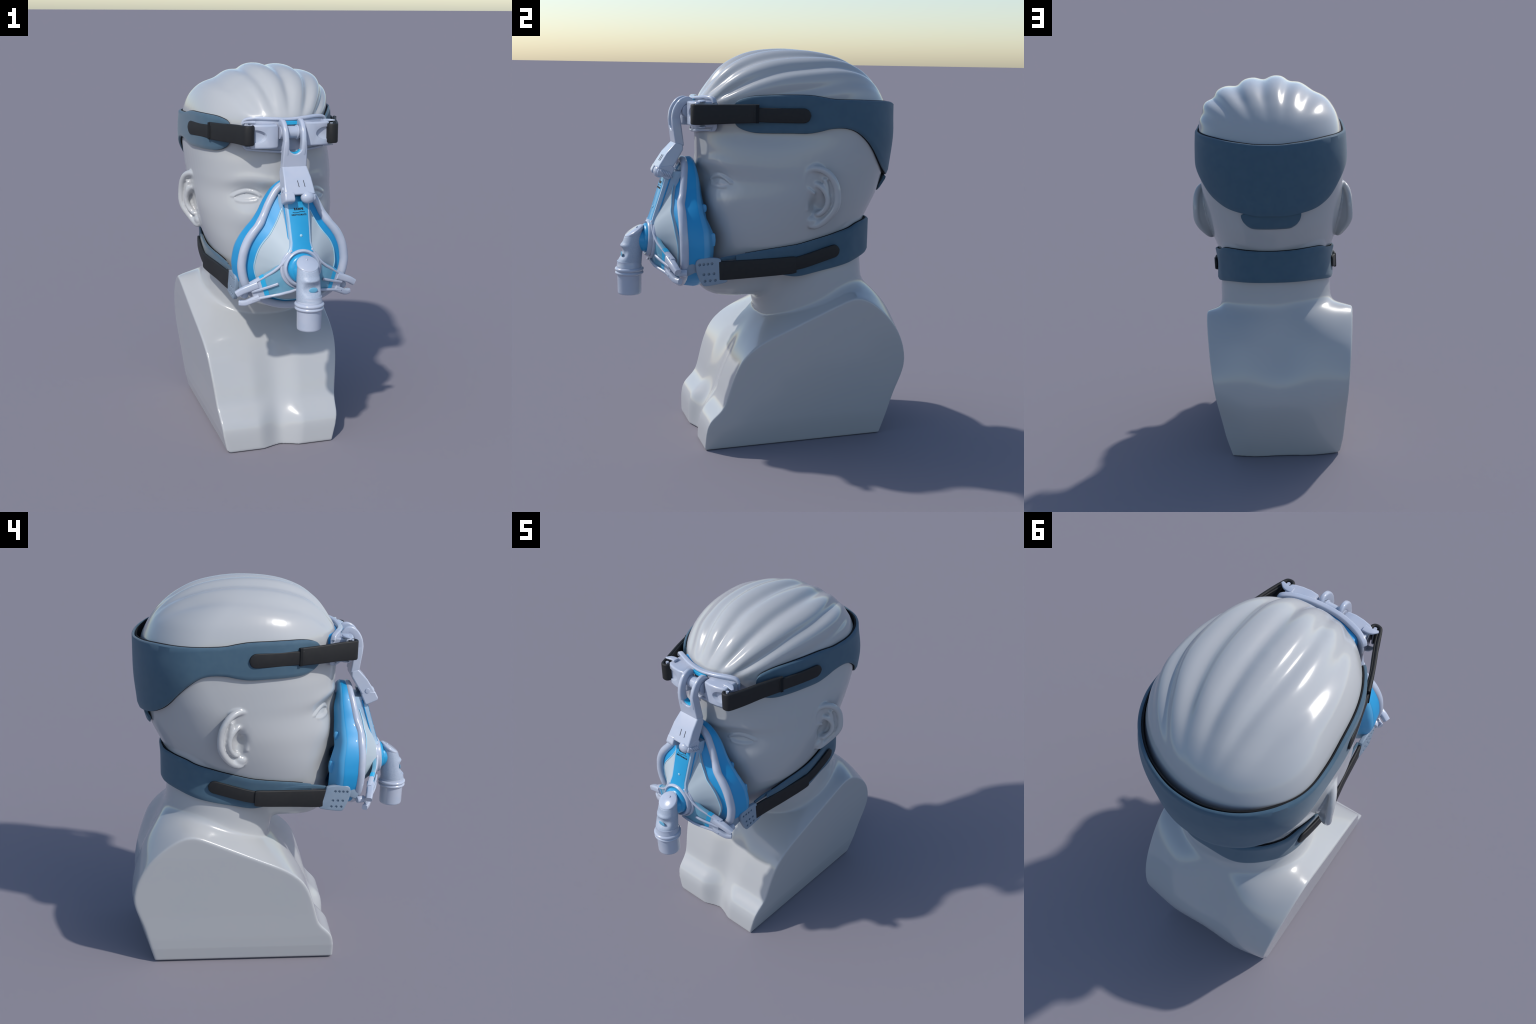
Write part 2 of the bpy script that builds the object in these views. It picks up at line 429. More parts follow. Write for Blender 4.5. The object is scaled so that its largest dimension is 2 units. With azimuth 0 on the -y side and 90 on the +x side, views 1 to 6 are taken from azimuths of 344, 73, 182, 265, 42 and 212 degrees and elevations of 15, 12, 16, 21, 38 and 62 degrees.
def split_body():
    me = body.data
    nv = np.empty(nb * 3); me.vertex_normals.foreach_get('vector', nv); nv = nv.reshape(-1, 3)
    nf = len(me.polygons)
    loops = np.empty(len(me.loops), int); me.loops.foreach_get('vertex_index', loops)
    starts = np.empty(nf, int); me.polygons.foreach_get('loop_start', starts)
    cnt = np.empty(nf, int); me.polygons.foreach_get('loop_total', cnt)
    fc = np.add.reduceat(co[loops], starts, axis=0) / cnt[:, None]
    x, y, z = fc.T; A = np.abs(x - XC)
    torso_line = .76 + .10 * ss(.0, .5, y) - .06 * ss(.0, -.1, y)
    lab = np.zeros(nf, int)                                       # head
    lab[z < 1.10 - .35 * ss(.36, -.02, y)] = 1                    # neck
    lab[(z < torso_line) & ((y > -.03) | (z < .72))] = 2          # torso
    lab[(z < .735)] = 2
    lab[(z < .80) & (A > .29)] = 2
    hairline = 1.745 - .13 * ss(-.25, .1, y) - .25 * ss(.3, .6, y)
    lab[z > hairline] = 3                                         # hair
    e = (A > .352 + .012 * ss(1.3, 1.15, z) * 0) & (y > .108) & (y < .305) & (z > 1.105) & (z < 1.46) & (A > .388 - .03 * ss(1.40, 1.2, z) - .012)
    lab[e & (x > 0)] = 4; lab[e & (x < 0)] = 5
    names = ['head', 'neck', 'torso', 'hair', 'ear', 'ear']
    for k, nm in enumerate(names):
        ids = np.nonzero(lab == k)[0]
        if not len(ids): continue
        li = np.concatenate([loops[starts[i]:starts[i] + cnt[i]] for i in ids])
        uniq, inv = np.unique(li, return_inverse=True)
        c = np.r_[0, np.cumsum(cnt[ids])]
        m = bpy.data.meshes.new(nm)
        m.from_pydata(co[uniq].tolist(), [], [tuple(inv[c[i]:c[i + 1]].tolist()) for i in range(len(ids))])
        put(nm, m, CERAMIC, bust)
        m.normals_split_custom_set_from_vertices(nv[uniq].tolist())
split_body()
bpy.data.objects.remove(body, do_unlink=True)

def head_radius(cx, cy, ang, z):
    """Distance from the axis (cx,cy) to the bust skin at polar angle ang."""
    d = Vector((math.cos(ang), math.sin(ang), 0))
    hit = BVH.ray_cast(Vector((cx, cy, z)) + d * 1.0, -d, 1.2)
    return 0 if hit[0] is None else (hit[0] - Vector((cx, cy, z))).dot(d)

# ================================================================== HEADGEAR
def band(name, plan, ztop, zbot, thick, mat, nseg=150, nz=14, clear=.004, lean=None, parent=mask, grow=0., shape_end=True, axis=(XC, .25), outset=0.):
    """Strap following a plan curve (outer face), pushed clear of the bust.
    plan: (n,2) xy points; ztop, zbot: edge height per plan point."""
    P = np.asarray(plan, float)
    full = catmull(np.c_[P, ztop, zbot], nseg)
    grid = np.zeros((nseg, nz, 3)); T = np.linspace(0, 1, nz)
    pz = full[:, 2:3] + grow + (full[:, 3:4] - full[:, 2:3] - 2 * grow) * T
    rad = np.zeros((nseg, nz)); ang = np.arctan2(full[:, 1] - axis[1], full[:, 0] - axis[0])
    base = np.hypot(full[:, 0] - axis[0], full[:, 1] - axis[1])
    for i in range(nseg):
        for j in range(nz):
            r = base[i] + outset
            if lean is not None: r += lean(ang[i], pz[i, j])
            h = head_radius(*axis, ang[i], pz[i, j])
            rad[i, j] = max(r, h + thick + clear)
    for _ in range(8):                                     # even out the push
        s = rad.copy()
        s[1:-1] = .5 * rad[1:-1] + .25 * (rad[:-2] + rad[2:])
        rad = np.maximum(s, rad - .003)
        s = rad.copy()
        s[:, 1:-1] = .5 * rad[:, 1:-1] + .25 * (rad[:, :-2] + rad[:, 2:])
        rad = np.maximum(s, rad - .003)
    V = []
    r_edge = min(.006, thick * .45)
    for i in range(nseg):
        c, s = math.cos(ang[i]), math.sin(ang[i])
        loop = [(rad[i, j] - (r_edge if j in (0, nz - 1) else 0), pz[i, j]) for j in range(nz)]
        loop += [(rad[i, j] - thick + (r_edge if j in (0, nz - 1) else 0), pz[i, j]) for j in range(nz - 1, -1, -1)]
        # slide first/last inner rows so that the edge looks rounded
        loop[1] = (loop[1][0], pz[i, 0] + np.sign(pz[i, 1] - pz[i, 0]) * min(r_edge, abs(pz[i, 1] - pz[i, 0])))
        for r, zz in loop: V.append((axis[0] + r * c, axis[1] + r * s, zz))
    m = 2 * nz
    F = grid_faces(nseg, m, False, True) + [tuple(range(m))[::-1], tuple(range((nseg - 1) * m, nseg * m))]
    return put(name, make_mesh(name, V, F), mat, parent, 50)

# plan of the upper headgear: egg shaped, from one temple round the back to the other
def egg(t, a=.402, yw=.35, bf=.70, bb=.372):
    """t = -1 .. 1 from the -x temple round the back to the +x temple; returns plan point."""
    # angle measured from the back
    th = t * np.pi * .5
    return th

def upper_plan():
    tab = [  # x sign handled by mirroring; (y, top z, bottom z); list from temple to the back centre
        (-.192, 1.705, 1.665), (-.186, 1.730, 1.635), (-.165, 1.747, 1.611), (-.11, 1.762, 1.592), (-.03, 1.767, 1.589), (.05, 1.768, 1.589),
        (.14, 1.767, 1.588), (.20, 1.760, 1.597), (.26, 1.750, 1.610), (.33, 1.747, 1.611), (.385, 1.746, 1.594), (.44, 1.745, 1.553), (.49, 1.744, 1.505),
        (.53, 1.743, 1.462), (.565, 1.742, 1.430), (.60, 1.740, 1.405), (.633, 1.736, 1.385), (.664, 1.731, 1.372), (.690, 1.726, 1.362), (.702, 1.722, 1.357)]
    rows = []
    for y, zt, zb in tab:
        b = .705 if y < .35 else .358
        x = .389 * math.sqrt(max(0, 1 - ((y - .35) / b) ** 2))
        rows.append((x, y, zt, zb))
    tilt = .013
    L = [(XC - x, y, zt - tilt * x / .4, zb - tilt * x / .4) for x, y, zt, zb in rows]
    R = [(XC + x, y, zt + tilt * x / .4, zb + tilt * x / .4) for x, y, zt, zb in rows]
    mid = [(XC, .707, 1.721, 1.357)]
    return np.array(L + mid + R[::-1])

UP = upper_plan()
lean_up = lambda a, z: -.020 * ss(1.55, 1.33, z) * ss(.0, .8, math.sin(a))
headgear = band('headgear', UP[:, :2], UP[:, 2], UP[:, 3], .018, FABRIC, 260, 18, lean=lean_up)
lining = band('headgear_lining', UP[1:-1, :2], UP[1:-1, 2], UP[1:-1, 3], .007, LINING, 240, 12, clear=.001, lean=lambda a, z: lean_up(a, z) - .0185, grow=.0022)
# label tab hanging under the back
tb = [(.155, 1.362, 1.345), (.152, 1.365, 1.318), (.14, 1.368, 1.300), (.12, 1.37, 1.287), (.095, 1.37, 1.281), (.03, 1.37, 1.279),
      (-.04, 1.37, 1.278), (-.11, 1.37, 1.278), (-.137, 1.37, 1.286), (-.157, 1.368, 1.299), (-.168, 1.365, 1.317), (-.171, 1.362, 1.344)]
band('headgear_tab', [(x, .695 - .75 * x * x) for x, *_ in tb], [t[1] for t in tb], [t[2] for t in tb], .014, FABRIC, 60, 10,
     lean=lambda a, z: -.028 - .04 * ss(1.36, 1.28, z))

LOW_PLAN = [(.0, .575, 1.143, .972), (.12, .568, 1.146, .974), (.205, .518, 1.147, .968), (.260, .452, 1.140, .955), (.292, .40, 1.120, .943),
            (.310, .30, 1.096, .925), (.318, .21, 1.077, .908), (.322, .12, 1.056, .894), (.319, .06, 1.047, .899), (.311, -.02, 1.036, .918),
            (.300, -.10, 1.024, .935), (.288, -.16, 1.014, .945), (.282, -.19, 1.008, .957)]
XL = .002      # the lower strap sits further to one side
LP = np.array([(XL - x, y, zt - .008 * x / .3, zb - .008 * x / .3) for x, y, zt, zb in LOW_PLAN[::-1]] +
              [(XL + x + .006 * ss(.3, .1, y), y, zt, zb) for x, y, zt, zb in LOW_PLAN[1:]])
neck_band = band('neck_strap', LP[:, :2], LP[:, 2], LP[:, 3], .018, FABRIC, 220, 14)
band('neck_strap_lining', LP[1:-1, :2], LP[1:-1, 2], LP[1:-1, 3], .006, LINING, 200, 10, clear=.0005, lean=lambda a, z: -.0185, grow=.002)

def flat_strap(name, pts, thick, mat, parent, n=60, rounded_end=False, r=None):
    """Upright strap: pts rows (x, y, z centre, height)."""
    p = catmull(pts, n)
    secs = []
    L = np.r_[0, np.cumsum(np.linalg.norm(np.diff(p[:, :3], axis=0), axis=1))]
    for i in range(n):
        h = p[i, 3]
        if rounded_end:
            e = L[-1] - L[i]; R = h / 2
            if e < R: h = max(2 * math.sqrt(max(R * R - (R - e) ** 2, 0)), .006)
        secs.append(rrect(thick, h, min(thick * .42, h * .45, r or 1), 4))
    me = sweep_mesh(name, p[:, :3], secs)
    return put(name, me, mat, parent, 60)

for sx in (1, -1):
    dz = .0 if sx > 0 else -.013
    X = lambda v: XC + sx * v if abs(v) > .27 else (-.004 + sx * v)
    # ---- forehead strap: loop round the frame bar, wide doubled run, then hook tab
    wide = [(.196, -.350, 1.683, .094), (.194, -.372, 1.683, .096), (.203, -.388, 1.682, .097), (.222, -.389, 1.682, .097), (.236, -.375, 1.682, .097), (.262, -.305, 1.684, .094),
            (.298, -.205, 1.688, .090), (.330, -.115, 1.691, .088), (.337, -.095, 1.691, .088)]
    st = flat_strap('forehead_strap', [(X(a), b, c + dz * ss(-.35, -.1, b), h) for a, b, c, h in wide], .016, BLACK, mask, 70)
    inner = [(.214, -.362, 1.683, .090), (.228, -.360, 1.683, .088), (.252, -.299, 1.684, .086), (.289, -.202, 1.688, .084), (.321, -.112, 1.69, .082)]
    flat_strap('forehead_strap_return', [(X(a), b, c + dz * ss(-.35, -.1, b), h) for a, b, c, h in inner], .010, BLACK, st, 40)
    tab = [(.333, -.118, 1.687, .066), (.345, -.06, 1.685, .068), (.366, .02, 1.684, .069), (.382, .09, 1.684, .070), (.392, .147, 1.684, .070)]
    flat_strap('hook_tab', [(X(a), b, c + dz, h) for a, b, c, h in tab], .012, BLACK, st, 60, True)
    flat_strap('strap_stitch', [(X(a + .0065), b, c + dz, h) for a, b, c, h in [(.333, -.110, 1.690, .086), (.338, -.097, 1.690, .086)]], .006, LINING, st, 6)
    # ---- lower strap
    d2 = -.008 if sx < 0 else 0
    wide = [(.281, -.272, .931, .096), (.290, -.20, .934, .095), (.309, -.08, .942, .091), (.328, .03, .950, .088), (.336, .085, .955, .086), (.337, .102, .956, .080)]
    X = lambda v: XL + sx * v if abs(v) > .30 else (-.002 + sx * v)
    ls = flat_strap('cheek_strap', [(X(a), b, c + d2, h) for a, b, c, h in wide], .016, BLACK, mask, 60)
    tab = [(.332, .085, .958, .064), (.334, .14, .969, .066), (.332, .20, .985, .066), (.326, .27, 1.004, .066), (.316, .335, 1.020, .066)]
    flat_strap('hook_tab', [(X(a), b, c + d2, h) for a, b, c, h in tab], .012, BLACK, ls, 60, True)
    bluetop = [(.268, -.262, .985, .016), (.274, -.20, .992, .022), (.288, -.12, .998, .022), (.302, -.05, .998, .014)]
    flat_strap('cheek_strap_backing', [(X(a), b, c + d2, h) for a, b, c, h in bluetop], .012, FABRIC, ls, 40, True)

# ================================================================== MASK
MX = -.005
HALF = [(0, 1.447, -.394), (.045, 1.438, -.395), (.078, 1.415, -.398), (.100, 1.388, -.404), (.126, 1.345, -.412), (.151, 1.295, -.422), (.180, 1.250, -.437),
        (.213, 1.211, -.440), (.237, 1.175, -.441), (.256, 1.130, -.442), (.266, 1.080, -.440), (.268, 1.040, -.439), (.258, .985, -.436), (.235, .935, -.433),
        (.190, .888, -.428), (.120, .850, -.423), (.055, .830, -.420), (0, .826, -.419)]
OUT = [(MX + x, y, z) for x, z, y in HALF] + [(MX - x, y, z) for x, z, y in HALF[-2:0:-1]]
NA = 192
RIM = catmull(OUT, NA, True)
tan = np.roll(RIM, -1, 0) - np.roll(RIM, 1, 0)
OUTN = np.stack([tan[:, 2], np.zeros(NA), -tan[:, 0]], 1)
OUTN /= np.linalg.norm(OUTN, axis=1)[:, None]
cen = np.array([MX, 0, 1.05])
if np.mean(np.sum(OUTN * (RIM - cen), 1)) < 0: OUTN = -OUTN

# rim tube, thicker on the lower lobes, with a small step at the kinks
rad = .0195 + .003 * ss(1.26, 1.20, RIM[:, 2]) - .003 * ss(.93, .86, RIM[:, 2]) + .0025 * gauss(RIM[:, 2], 1.262, .02)
rim_me = sweep_mesh('frame_rim', RIM, circle(1.0, 18), up=(0, 1, 0), closed=True, scale=rad)
rim = put('frame_rim', rim_me, PLASTIC, mask)

# cushion wall and flap, swept behind the rim
rear = np.interp(RIM[:, 2], [.82, .95, 1.05, 1.12, 1.2, 1.30, 1.37, 1.43, 1.46], [-.325, -.316, -.317, -.319, -.338, -.338, -.336, -.342, -.345])
wid = np.interp(RIM[:, 2], [.82, .95, 1.05, 1.2, 1.3, 1.45], [.010, .017, .017, .013, .008, .004])
def cushion_part(name, sec, mat):
    V = []
    for i in range(NA):
        f, b = RIM[i, 1] + .008, rear[i]
        for n_, t_ in sec:
            V.append(RIM[i] * (1, 0, 1) + np.array([0, f + (b - f) * t_, 0]) + OUTN[i] * (n_ + wid[i] * ss(0, .9, t_)))
    return put(name, make_mesh(name, V, grid_faces(NA, len(sec), True, True)), mat, mask, 70)
wall = [(-.006, -.12), (.010, -.06), (.014, .05), (.0145, .3), (.014, .62), (.012, .72), (.000, .72), (.002, .3), (-.004, .05)]
cushion = cushion_part('cushion', wall, AZURE)
flap = [(.0118, .70), (.0105, .80), (.006, .93), (-.006, 1.02), (-.026, 1.10), (-.045, 1.20), (-.060, 1.28), (-.062, 1.22), (-.044, 1.12), (-.026, 1.03), (-.008, .95), (-.002, .70)]
put_flap = cushion_part('cushion_flap', flap, AZURE_FLAP)
for sx in (1, -1):
    for yy, dy, zz, h_, xx in ((-.334, .026, 1.222, .046, .170), (-.312, .034, 1.075, .074, .232)):
        bevel(put('cushion_lug', prism_mesh('cushion_lug', [(yy, zz - h_ / 2), (yy + dy * .9, zz - h_ / 2 + .006), (yy + dy, zz), (yy + dy * .9, zz + h_ / 2 - .004), (yy, zz + h_ / 2)], MX + sx * (xx - .014), MX + sx * (xx + .010)), AZURE_FLAP, cushion), .007, 3)

# front shell between rim and hub
HUB = np.array([MX, -.552, 1.055]); HR = .100
ang_o = np.arctan2(RIM[:, 2] - HUB[2], RIM[:, 0] - HUB[0])
def shell_point(i, t, lift=0.):
    o = RIM[i]; a = ang_o[i]
    c = HUB + HR * np.array([math.cos(a), 0, math.sin(a)])
    topw = ss(-.2, 1.0, math.sin(a))
    k = -.90 + .95 * topw
    f = t + k * t * (1 - t)
    p = o + (c - o) * t; p[1] = o[1] + (c[1] - o[1]) * f - lift
    return p
def shell_part(name, t0, t1, nt, mat, lift=0., thick=.008):
    ts = [tuple(np.interp(k / (nt - 1), [0, 1], [t0(i), t1(i)]) for k in range(nt)) for i in range(NA)]
    V = []
    for i in range(NA):
        row = [shell_point(i, t, lift) for t in ts[i]]
        V += row + [p + np.array([0, thick, 0]) for p in row[::-1]]
    return put(name, make_mesh(name, V, grid_faces(NA, 2 * nt, True, True)), mat, mask, 45)
def t_panel_all(inset=.057):
    """Start of the grey panel: where the shell is a fixed inset away from the rim."""
    ts = np.linspace(0, .97, 98); out = []
    for i in range(NA):
        c = HUB + HR * np.array([math.cos(ang_o[i]), 0, math.sin(ang_o[i])])
        P = RIM[i][None] + (c - RIM[i])[None] * ts[:, None]
        d = np.sqrt(((P[:, None, [0, 2]] - RIM[None, :, [0, 2]]) ** 2).sum(2)).min(1)
        k = np.nonzero(d >= inset * (1 - .45 * ss(-.4, -.9, math.sin(ang_o[i]))))[0]
        out.append(ts[k[0]] if len(k) else .9)
    o = np.array(out)
    for _ in range(3): o = .5 * o + .25 * (np.roll(o, 1) + np.roll(o, -1))
    return o
TP = t_panel_all()
t_panel = lambda i: TP[i]
shell_part('shell_border', lambda i: .02, lambda i: t_panel(i) + .02, 8, AZURE, -.008)
panel = shell_part('shell_panel', t_panel, lambda i: 1.0, 16, PANEL, .005, .022)
edge_path = np.array([shell_point(i, t_panel(i), .006) for i in range(NA)])
put('panel_edge', sweep_mesh('panel_edge', edge_path, circle(.0028, 8), up=(0, 1, 0), closed=True), EDGE, panel)

# spine from hub to forehead arm: pale chamfered body with blue face
ZS = np.linspace(1.395, 1.135, 30)
spy = np.interp(ZS, [1.135, 1.15, 1.212, 1.315, 1.395], [-.566, -.562, -.541, -.508, -.483])
hwf = np.interp(ZS, [1.135, 1.155, 1.18, 1.28, 1.36, 1.395], [.062, .050, .045, .048, .052, .050])
hwb = hwf + np.interp(ZS, [1.135, 1.18, 1.395], [.016, .020, .026])
def spine_rings(front, back, y0, depth, r=.003):
    R = []
    for i in range(len(ZS)):
        f, b, y = front[i], back[i], y0[i]
        R.append([(MX - b, y + depth, ZS[i]), (MX - f - r, y + r, ZS[i]), (MX - f + r, y, ZS[i]), (MX, y - .001, ZS[i]), (MX + f - r, y, ZS[i]), (MX + f + r, y + r, ZS[i]), (MX + b, y + depth, ZS[i])])
    return R
spine = put('spine', loft_mesh('spine', spine_rings(hwf + .004, hwb, spy, .070)), EDGE, mask, 40)
spine.data.materials[0] = material('rib_pale_blue', (.32, .45, .58), .28, (.36, .52, .66), 20, .7, coat=.3)
put('spine_face', loft_mesh('spine_face', spine_rings(hwf - .003, hwf - .002, spy - .003, .012, .002)), SPINE, spine, 40)
put('spine_dot', ball_mesh('spine_dot', (MX + .002, -.5455, 1.212), (.007, .004, .007)), EDGE, spine)
for sx in (1, -1):
    g = np.stack([MX + sx * (hwb - .010), spy + .024, ZS], 1)[2:-4]
    put('spine_groove', sweep_mesh('spine_groove', g, circle(.0035, 8), up=(0, 1, 0)), AZURE, spine)
# printed marks on the spine: a bold word, a wavy rule and a row of small letters
def text_mark(name, body, size, z, weight=0.):
    cu = bpy.data.curves.new(name, 'FONT'); cu.body = body; cu.size = size; cu.align_x = 'CENTER'; cu.align_y = 'CENTER'
    cu.extrude = .0006; cu.space_character = 1.25; cu.offset = weight
    ob = bpy.data.objects.new(name, cu); COL.objects.link(ob)
    bpy.context.view_layer.update()
    me = bpy.data.meshes.new_from_object(ob.evaluated_get(bpy.context.evaluated_depsgraph_get()))
    bpy.data.objects.remove(ob, do_unlink=True)
    y0 = np.interp(z, ZS[::-1], spy[::-1]) - .0045
    for v in me.vertices:
        lx, lz, ly = v.co.x, v.co.y, v.co.z
        zz = z + lz
        v.co = (MX + lx, np.interp(zz, ZS[::-1], spy[::-1]) - .0046 - ly, zz)
    return put(name, me, INK, spine, None, False)
text_mark('printed_word', 'RAMFS', .0135, 1.336, .0009)
text_mark('printed_letters', 'NEXTROMATS', .0098, 1.309, .0003)
wx = np.linspace(-.031, .031, 40)
wz = 1.321 + .0022 * np.sin(wx / .031 * np.pi)
put('printed_rule', sweep_mesh('printed_rule', np.stack([MX + wx, np.interp(wz, ZS[::-1], spy[::-1]) - .0042, wz], 1), circle(.0012, 6), up=(0, 1, 0)), INK, spine)

# lower arms with clips
XA = np.array([.02, .05, .075, .10, .135, .166, .20, .232])
ZU = np.array([1.13, 1.150, 1.112, 1.080, 1.049, 1.028, 1.004, .985])
ZL = np.array([.945, .936, .932, .927, .921, .914, .905, .896])
YA = np.array([-.560, -.558, -.556, -.553, -.543, -.530, -.514, -.502])
for sx in (1, -1):
    dzs = .008 * sx
    def arm_rings(x0, x1, grow=0., th=.022, n=24, slant=0.):
        R = []
        for x in np.linspace(x0, x1, n):
            zu, zl, ya = (np.interp(x, XA, q) for q in (ZU, ZL, YA))
            ya -= .006 * 0
            h = zu - zl + 2 * grow; c = (zu + zl) / 2
            loop = rrect(th + 2 * grow, h, .006, 3)
            R.append([(MX + sx * (x + slant * b * ss(.08, .16, x)), ya + .010 + a, c + b + dzs * (x / .25)) for a, b in loop])
        return R
    arm = put('lower_arm', loft_mesh('lower_arm', arm_rings(.03, .178, slant=.3)), ARMBLUE, mask, 40)
    put('arm_band', loft_mesh('arm_band', arm_rings(.166, .186, .0015, n=4, slant=.3)), CYAN, arm, 40)
    put('arm_end', loft_mesh('arm_end', arm_rings(.184, .232, .001, n=8, slant=.3)), PLASTIC, arm, 40)
    for edge, off in ((ZU, -.002), (ZL, .003)):
        pth = catmull([(MX + sx * x, np.interp(x, XA, YA) - .003, np.interp(x, XA, edge) + off + dzs * x / .25) for x in (XA if edge is ZL else XA[1:])], 40)
        put('arm_ridge', sweep_mesh('arm_ridge', pth, circle(.0075, 10), up=(0, 1, 0)), PLASTIC, arm)
    pth = catmull([(MX + sx * x, y, z + dzs * x / .25) for x, y, z in ((.115, -.556, .984), (.15, -.545, .972), (.19, -.527, .957), (.236, -.506, .942))], 24)
    put('arm_rib', sweep_mesh('arm_rib', pth, rrect(.013, .011, .004, 4), up=(0, -1, 0)), PLASTIC, arm)
    up_p = catmull([(MX + sx * x, y, z + dzs) for x, y, z in ((.205, -.506, .978), (.245, -.498, .962), (.278, -.491, .948), (.306, -.482, .930))], 20)
    lo_p = catmull([(MX + sx * x, y, z + dzs) for x, y, z in ((.195, -.508, .914), (.230, -.496, .897), (.260, -.482, .882), (.288, -.466, .880))], 20)
    sc = np.interp(np.linspace(0, 1, 20), [0, .5, 1], [1.1, 1, .92])
    put('clip_prong', sweep_mesh('clip_prong', up_p, rrect(.034, .035, .009, 4), up=(0, 0, 1), scale=sc), PLASTIC, arm, 60)
    put('clip_prong', sweep_mesh('clip_prong', lo_p, rrect(.030, .030, .009, 4), up=(0, 0, 1), scale=sc), PLASTIC, arm, 60)
    put('clip_pin', lathe_mesh('clip_pin', [(0, -.022), (.015, -.022), (.018, -.018), (.018, .018), (.015, .022), (0, .022)], (MX + sx * .262, -.448, .915 + dzs), (sx * .35, 1, 0), 24), PLASTIC, arm, 40)
    # perforated clip plate at the cheek strap
    cx = -.004 + sx * .279
    outl = catmull([(-.388, .976), (-.372, .994), (-.325, .999), (-.272, .992), (-.262, .975), (-.250, .930), (-.232, .886), (-.238, .872), (-.290, .862),
                    (-.340, .857), (-.356, .864), (-.372, .895), (-.386, .935)], 60, True)
    plate = put('strap_clip', prism_mesh('strap_clip', [(a, b + (0 if sx > 0 else -.004)) for a, b in outl], cx - .011, cx + .011), CLIP, mask, 40)
    bevel(plate, .005, 3, 50)
    hm = []
    for cols, z0, y0, dy in ((4, .966, -.371, .0203), (3, .917, -.350, .025), (3, .884, -.344, .0255)):
        for k in range(cols):
            hm.append(lathe_mesh('hole', [(0, -.007), (.0065, -.007), (.0078, .010), (0, .010)], (cx + sx * .011, y0 + dy * k, z0 + (0 if sx > 0 else -.006) + .001 * k), (sx, 0, 0), 12))
    holes = bpy.data.objects.new('holes', join_data(hm)); COL.objects.link(holes)
    bo = plate.modifiers.new('holes', 'BOOLEAN'); bo.operation = 'DIFFERENCE'; bo.object = holes; bo.solver = 'EXACT'
    bake(plate); bpy.data.objects.remove(holes, do_unlink=True)
    plate.data.polygons.foreach_set('use_smooth', np.ones(len(plate.data.polygons), bool)); plate.data.set_sharp_from_angle(angle=math.radians(40))
    # link from the plate to the rim
    lk = catmull([(-.004 + sx * .262, -.36, .955), (-.004 + sx * .262, -.40, .945), (MX + sx * .256, -.432, .93)], 12)
    put('clip_link', sweep_mesh('clip_link', lk, rrect(.016, .05, .006, 4), up=(0, 0, 1)), CLIP, plate, 50)

# hub ring, elbow
AXH = np.array([0, -1, .07]); AXH /= np.linalg.norm(AXH)
hub = put('hub_ring', lathe_mesh('hub_ring', [(.066, -.01), (.104, -.01), (.107, -.002), (.107, .008), (.104, .014), (.099, .016), (.097, .013), (.094, .013), (.093, .027), (.090, .034), (.084, .037), (.078, .034), (.075, .027), (.070, .025), (.066, .0)],
                                       HUB + (0, .004, 0), AXH, 72), PLASTIC, mask, 50)
put('hub_insert', lathe_mesh('hub_insert', [(0, .0), (.074, .0), (.074, .030), (.070, .042), (.060, .050), (0, .051)], HUB, AXH, 64), SPINE, hub, 50)
# elbow body: upright cylinder whose top is cut on a slant
EY = -.668
CAPC = np.array([MX + .004, -.6425, 1.094]); CAPN = np.array([0, -.54, .84]); CAPN /= np.linalg.norm(CAPN)
n_a, rows = 64, np.r_[np.linspace(0, .55, 22), np.linspace(.57, 1, 22)]
V = []
for r in rows:
    for k in range(n_a):
        a = 2 * np.pi * k / n_a
        ca, sa = math.cos(a), math.sin(a)
        # lower ring point and upper (cap) point
        lo_ = np.array([MX + .004 + .0615 * ca, EY + .0615 * sa, .925])
        e1 = np.array([1, 0, 0]); e2 = np.cross(CAPN, e1)
        hi_ = CAPC + .050 * ca * e1 + .057 * sa * e2
        p = lo_ + (hi_ - lo_) * r
        bulge = math.sin(math.pi * min(r / 1.0, 1)) * .008
        d = np.array([ca, sa, 0]); p = p + d * bulge * (.3 if sa < 0 else .2)
        # vent scoop in the front
        if sa < 0:
            g = math.exp(-((p[0] - MX - .010) / .043) ** 4 - ((p[2] - .985) / .024) ** 2)
            p = p + np.array([0, .020 * g, 0])
            lip = math.exp(-((p[0] - MX - .010) / .045) ** 4 - ((p[2] - 1.024) / .011) ** 2)
            p = p - np.array([0, .009 * lip, 0])
        V.append(p)
F = grid_faces(len(rows), n_a, False, True) + [tuple(range(n_a)), tuple(range((len(rows) - 1) * n_a, len(rows) * n_a))]
elbow = put('elbow', make_mesh('elbow', V, F), FROSTED, mask, 60)
put('elbow_cap', lathe_mesh('elbow_cap', [(0, -.01), (.052, -.01), (.0545, -.004), (.053, .002), (.049, .005), (0, .006)], CAPC, CAPN, 48), PLASTIC, elbow, 40)
put('cap_nib', ball_mesh('cap_nib', CAPC + CAPN * .006 + np.array([0, .02, .012]), (.006, .006, .006)), PLASTIC, elbow)
put('elbow_neck', lathe_mesh('elbow_neck', [(0, -.03), (.062, -.03), (.060, .012), (.056, .030), (.046, .046), (0, .048)], HUB + (.004, -.03, -.008), (0, -1, 0.0), 48), SPINE, elbow, 50)
put('vent_insert', ball_mesh('vent_insert', (MX + .012, -.7065, .981), (.022, .003, .013)), material('vent_blue', (.12, .36, .52), .35), elbow)
tube_prof = [(.0, .945), (.060, .945), (.061, .925), (.0625, .922), (.063, .913), (.069, .911), (.0725, .906), (.0725, .901), (.069, .896), (.066, .894), (.069, .891), (.0715, .887), (.0715, .883), (.067, .878), (.0615, .876),
             (.0605, .87), (.0595, .786), (.0585, .779), (.056, .777), (.052, .778), (.051, .785), (.051, .87), (0, .875)]
